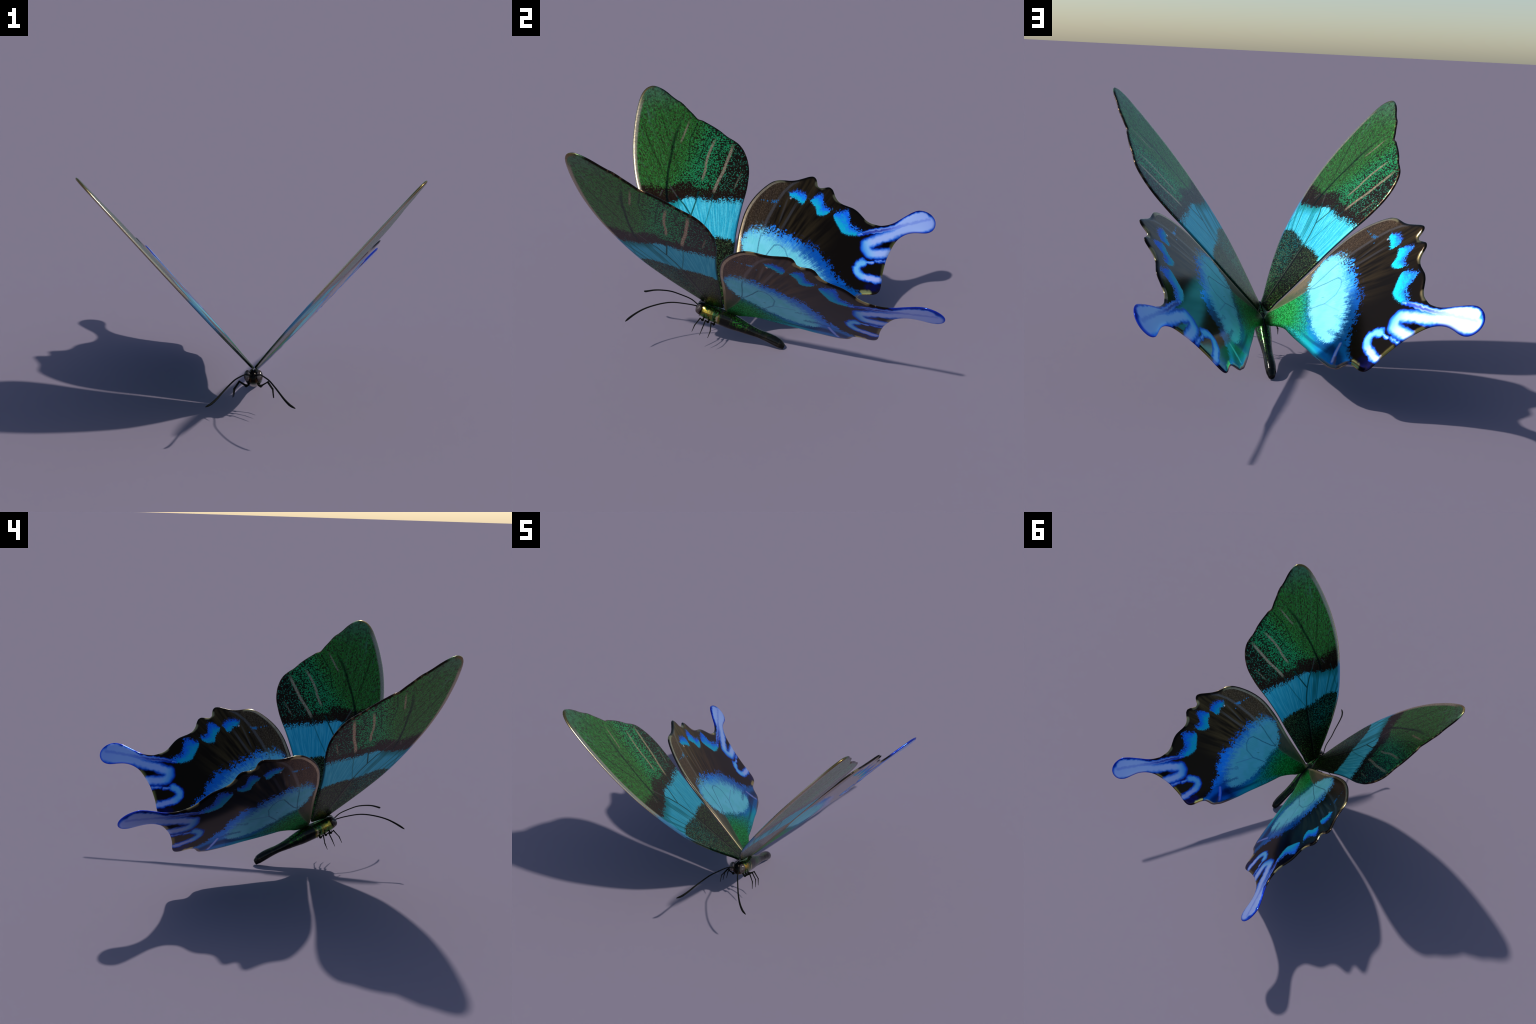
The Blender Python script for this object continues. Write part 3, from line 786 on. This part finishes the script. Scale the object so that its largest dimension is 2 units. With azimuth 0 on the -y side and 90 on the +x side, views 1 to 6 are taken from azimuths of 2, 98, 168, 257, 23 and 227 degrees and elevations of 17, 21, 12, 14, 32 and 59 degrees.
def split_body():
    verts, faces = loft()
    me = bpy.data.meshes.new("whole_body")
    me.from_pydata(verts, [], faces)
    bm = bmesh.new()
    bm.from_mesh(me)
    bmesh.ops.recalc_face_normals(bm, faces=bm.faces)
    bm.to_mesh(me)
    bm.free()
    me.update()
    normals = [tuple(v.normal) for v in me.vertices]
    parts = {"abdomen": [], "thorax": [], "head": []}
    for p in me.polygons:
        c = p.center
        s = -0.89 * c.y + 0.45 * c.z
        parts["abdomen" if s < 0.285 else "thorax" if s < 0.535 else "head"].append(list(p.vertices))
    out = {}
    for name, fs in parts.items():
        used = sorted({i for f in fs for i in f})
        at = {i: k for k, i in enumerate(used)}
        m = bpy.data.meshes.new(name)
        m.from_pydata([verts[i] for i in used], [], [[at[i] for i in f] for f in fs])
        m.polygons.foreach_set("use_smooth", [True] * len(m.polygons))
        m.normals_split_custom_set_from_vertices([normals[i] for i in used])
        out[name] = add(name, m, root, BODY)
    bpy.data.meshes.remove(me)
    return out


body = split_body()


# --- tubes for antennae and legs
def tube(bm, path, radii, n=10, sub=6):
    P = np.array(path, float)
    R = np.array(radii, float)
    m = len(P)
    pts, rad = [], []
    for i in range(m - 1):
        p0, p1, p2, p3 = P[max(i - 1, 0)], P[i], P[i + 1], P[min(i + 2, m - 1)]
        for k in range(sub):
            t = k / sub
            pts.append(0.5 * (2 * p1 + (p2 - p0) * t + (2 * p0 - 5 * p1 + 4 * p2 - p3) * t * t + (3 * p1 - p0 - 3 * p2 + p3) * t ** 3) if sub > 1 else p1)
            rad.append(R[i] + (R[i + 1] - R[i]) * t)
    pts.append(P[-1])
    rad.append(R[-1])
    pts = [Vector(p) for p in pts]
    ref = Vector((0.31, 0.2, 0.93)).normalized()
    rings = []
    for i, p in enumerate(pts):
        d = (pts[min(i + 1, len(pts) - 1)] - pts[max(i - 1, 0)]).normalized()
        a = d.cross(ref).normalized()
        b = d.cross(a)
        rings.append([bm.verts.new(p + (a * math.cos(2 * math.pi * k / n) + b * math.sin(2 * math.pi * k / n)) * rad[i]) for k in range(n)])
    for a, b in zip(rings[:-1], rings[1:]):
        for k in range(n):
            bm.faces.new((a[k], a[(k + 1) % n], b[(k + 1) % n], b[k]))
    bm.faces.new(rings[0][::-1])
    bm.faces.new(rings[-1])


def ball(bm, c, r, scale=(1, 1, 1), seg=18, tilt=None):
    m = Matrix.Translation(c) @ (tilt or Matrix.Identity(4)) @ Matrix.Diagonal((*(Vector(scale) * r), 1))
    return bmesh.ops.create_uvsphere(bm, u_segments=seg, v_segments=seg // 2 + 2, radius=1.0, matrix=m)


def bm_mesh(name, bm, smooth=True):
    me = bpy.data.meshes.new(name)
    bmesh.ops.recalc_face_normals(bm, faces=bm.faces)
    bm.to_mesh(me)
    bm.free()
    me.polygons.foreach_set("use_smooth", [smooth] * len(me.polygons))
    return me


mir = lambda p, s: (p[0] * s, p[1], p[2])
ANTENNA = [(0.010, -0.506, 0.298), (0.0147, -0.5151, 0.3009), (0.0428, -0.5626, 0.3241), (0.0688, -0.6433, 0.3457), (0.0962, -0.703, 0.3517),
           (0.1285, -0.7736, 0.3448), (0.1548, -0.8251, 0.3328), (0.1804, -0.8656, 0.3166), (0.2058, -0.8948, 0.3019), (0.2236, -0.9083, 0.2946), (0.2398, -0.9175, 0.2895)]
ANTENNA_R = [0.0040, 0.0040, 0.0038, 0.0040, 0.0043, 0.0046, 0.0050, 0.0057, 0.0065, 0.0060, 0.0022]
# bulb, knee, ankle, foot of the three right legs
LEGS = [((0.0425, -0.4757, 0.2154), (0.0813, -0.4818, 0.2440), (0.1114, -0.5129, 0.2108), (0.1163, -0.5334, 0.1680)),
        ((0.0425, -0.4420, 0.2020), (0.0847, -0.4480, 0.2310), (0.1131, -0.4640, 0.1938), (0.1197, -0.4850, 0.1463)),
        ((0.0425, -0.4060, 0.1860), (0.0827, -0.4128, 0.2147), (0.1113, -0.4174, 0.1674), (0.1167, -0.4355, 0.1255))]
for side in (1, -1):
    bm = bmesh.new()
    tube(bm, [mir(p, side) for p in ANTENNA], ANTENNA_R, 10, 5)
    add("antenna", bm_mesh("antenna", bm), body["head"], BLACK)
    bm = bmesh.new()
    tilt = Matrix.Rotation(math.radians(-26), 4, "X") @ Matrix.Rotation(math.radians(20 * side), 4, "Z")
    ball(bm, Vector((0.0345 * side, -0.4965, 0.2895)), 1.0, (0.0205, 0.0190, 0.0315), 24, tilt)
    add("eye", bm_mesh("eye", bm), body["head"], EYE)
    for bulb, knee, ankle, foot in LEGS:
        bm = bmesh.new()
        hip = (0.026, bulb[1] + 0.010, bulb[2] + 0.018)
        tube(bm, [mir(p, side) for p in (hip, (0.030, bulb[1] + 0.004, bulb[2] + 0.004), bulb)], [0.006, 0.0055, 0.006], 8, 4)
        ball(bm, Vector(mir(bulb, side)), 0.0092, (1, 1.1, 0.85), 14)
        tube(bm, [mir(p, side) for p in (bulb, knee)], [0.0048, 0.0036], 8, 1)
        ball(bm, Vector(mir(knee, side)), 0.0050, (1, 1, 1), 10)
        tube(bm, [mir(p, side) for p in (knee, ankle)], [0.0043, 0.0031], 8, 1)
        ball(bm, Vector(mir(ankle, side)), 0.0042, (1, 1, 1), 10)
        tube(bm, [mir(p, side) for p in (ankle, foot)], [0.0037, 0.0015], 8, 1)
        add("leg", bm_mesh("leg", bm), root, BLACK)

# --- lean the whole thing a touch to its left side; the wing tips and tails then span 2 m
root.rotation_euler = (0, LEAN, 0)
root.location = (SHIFT_X, -0.0006, 0.0006)
root.scale = (1.0015,) * 3
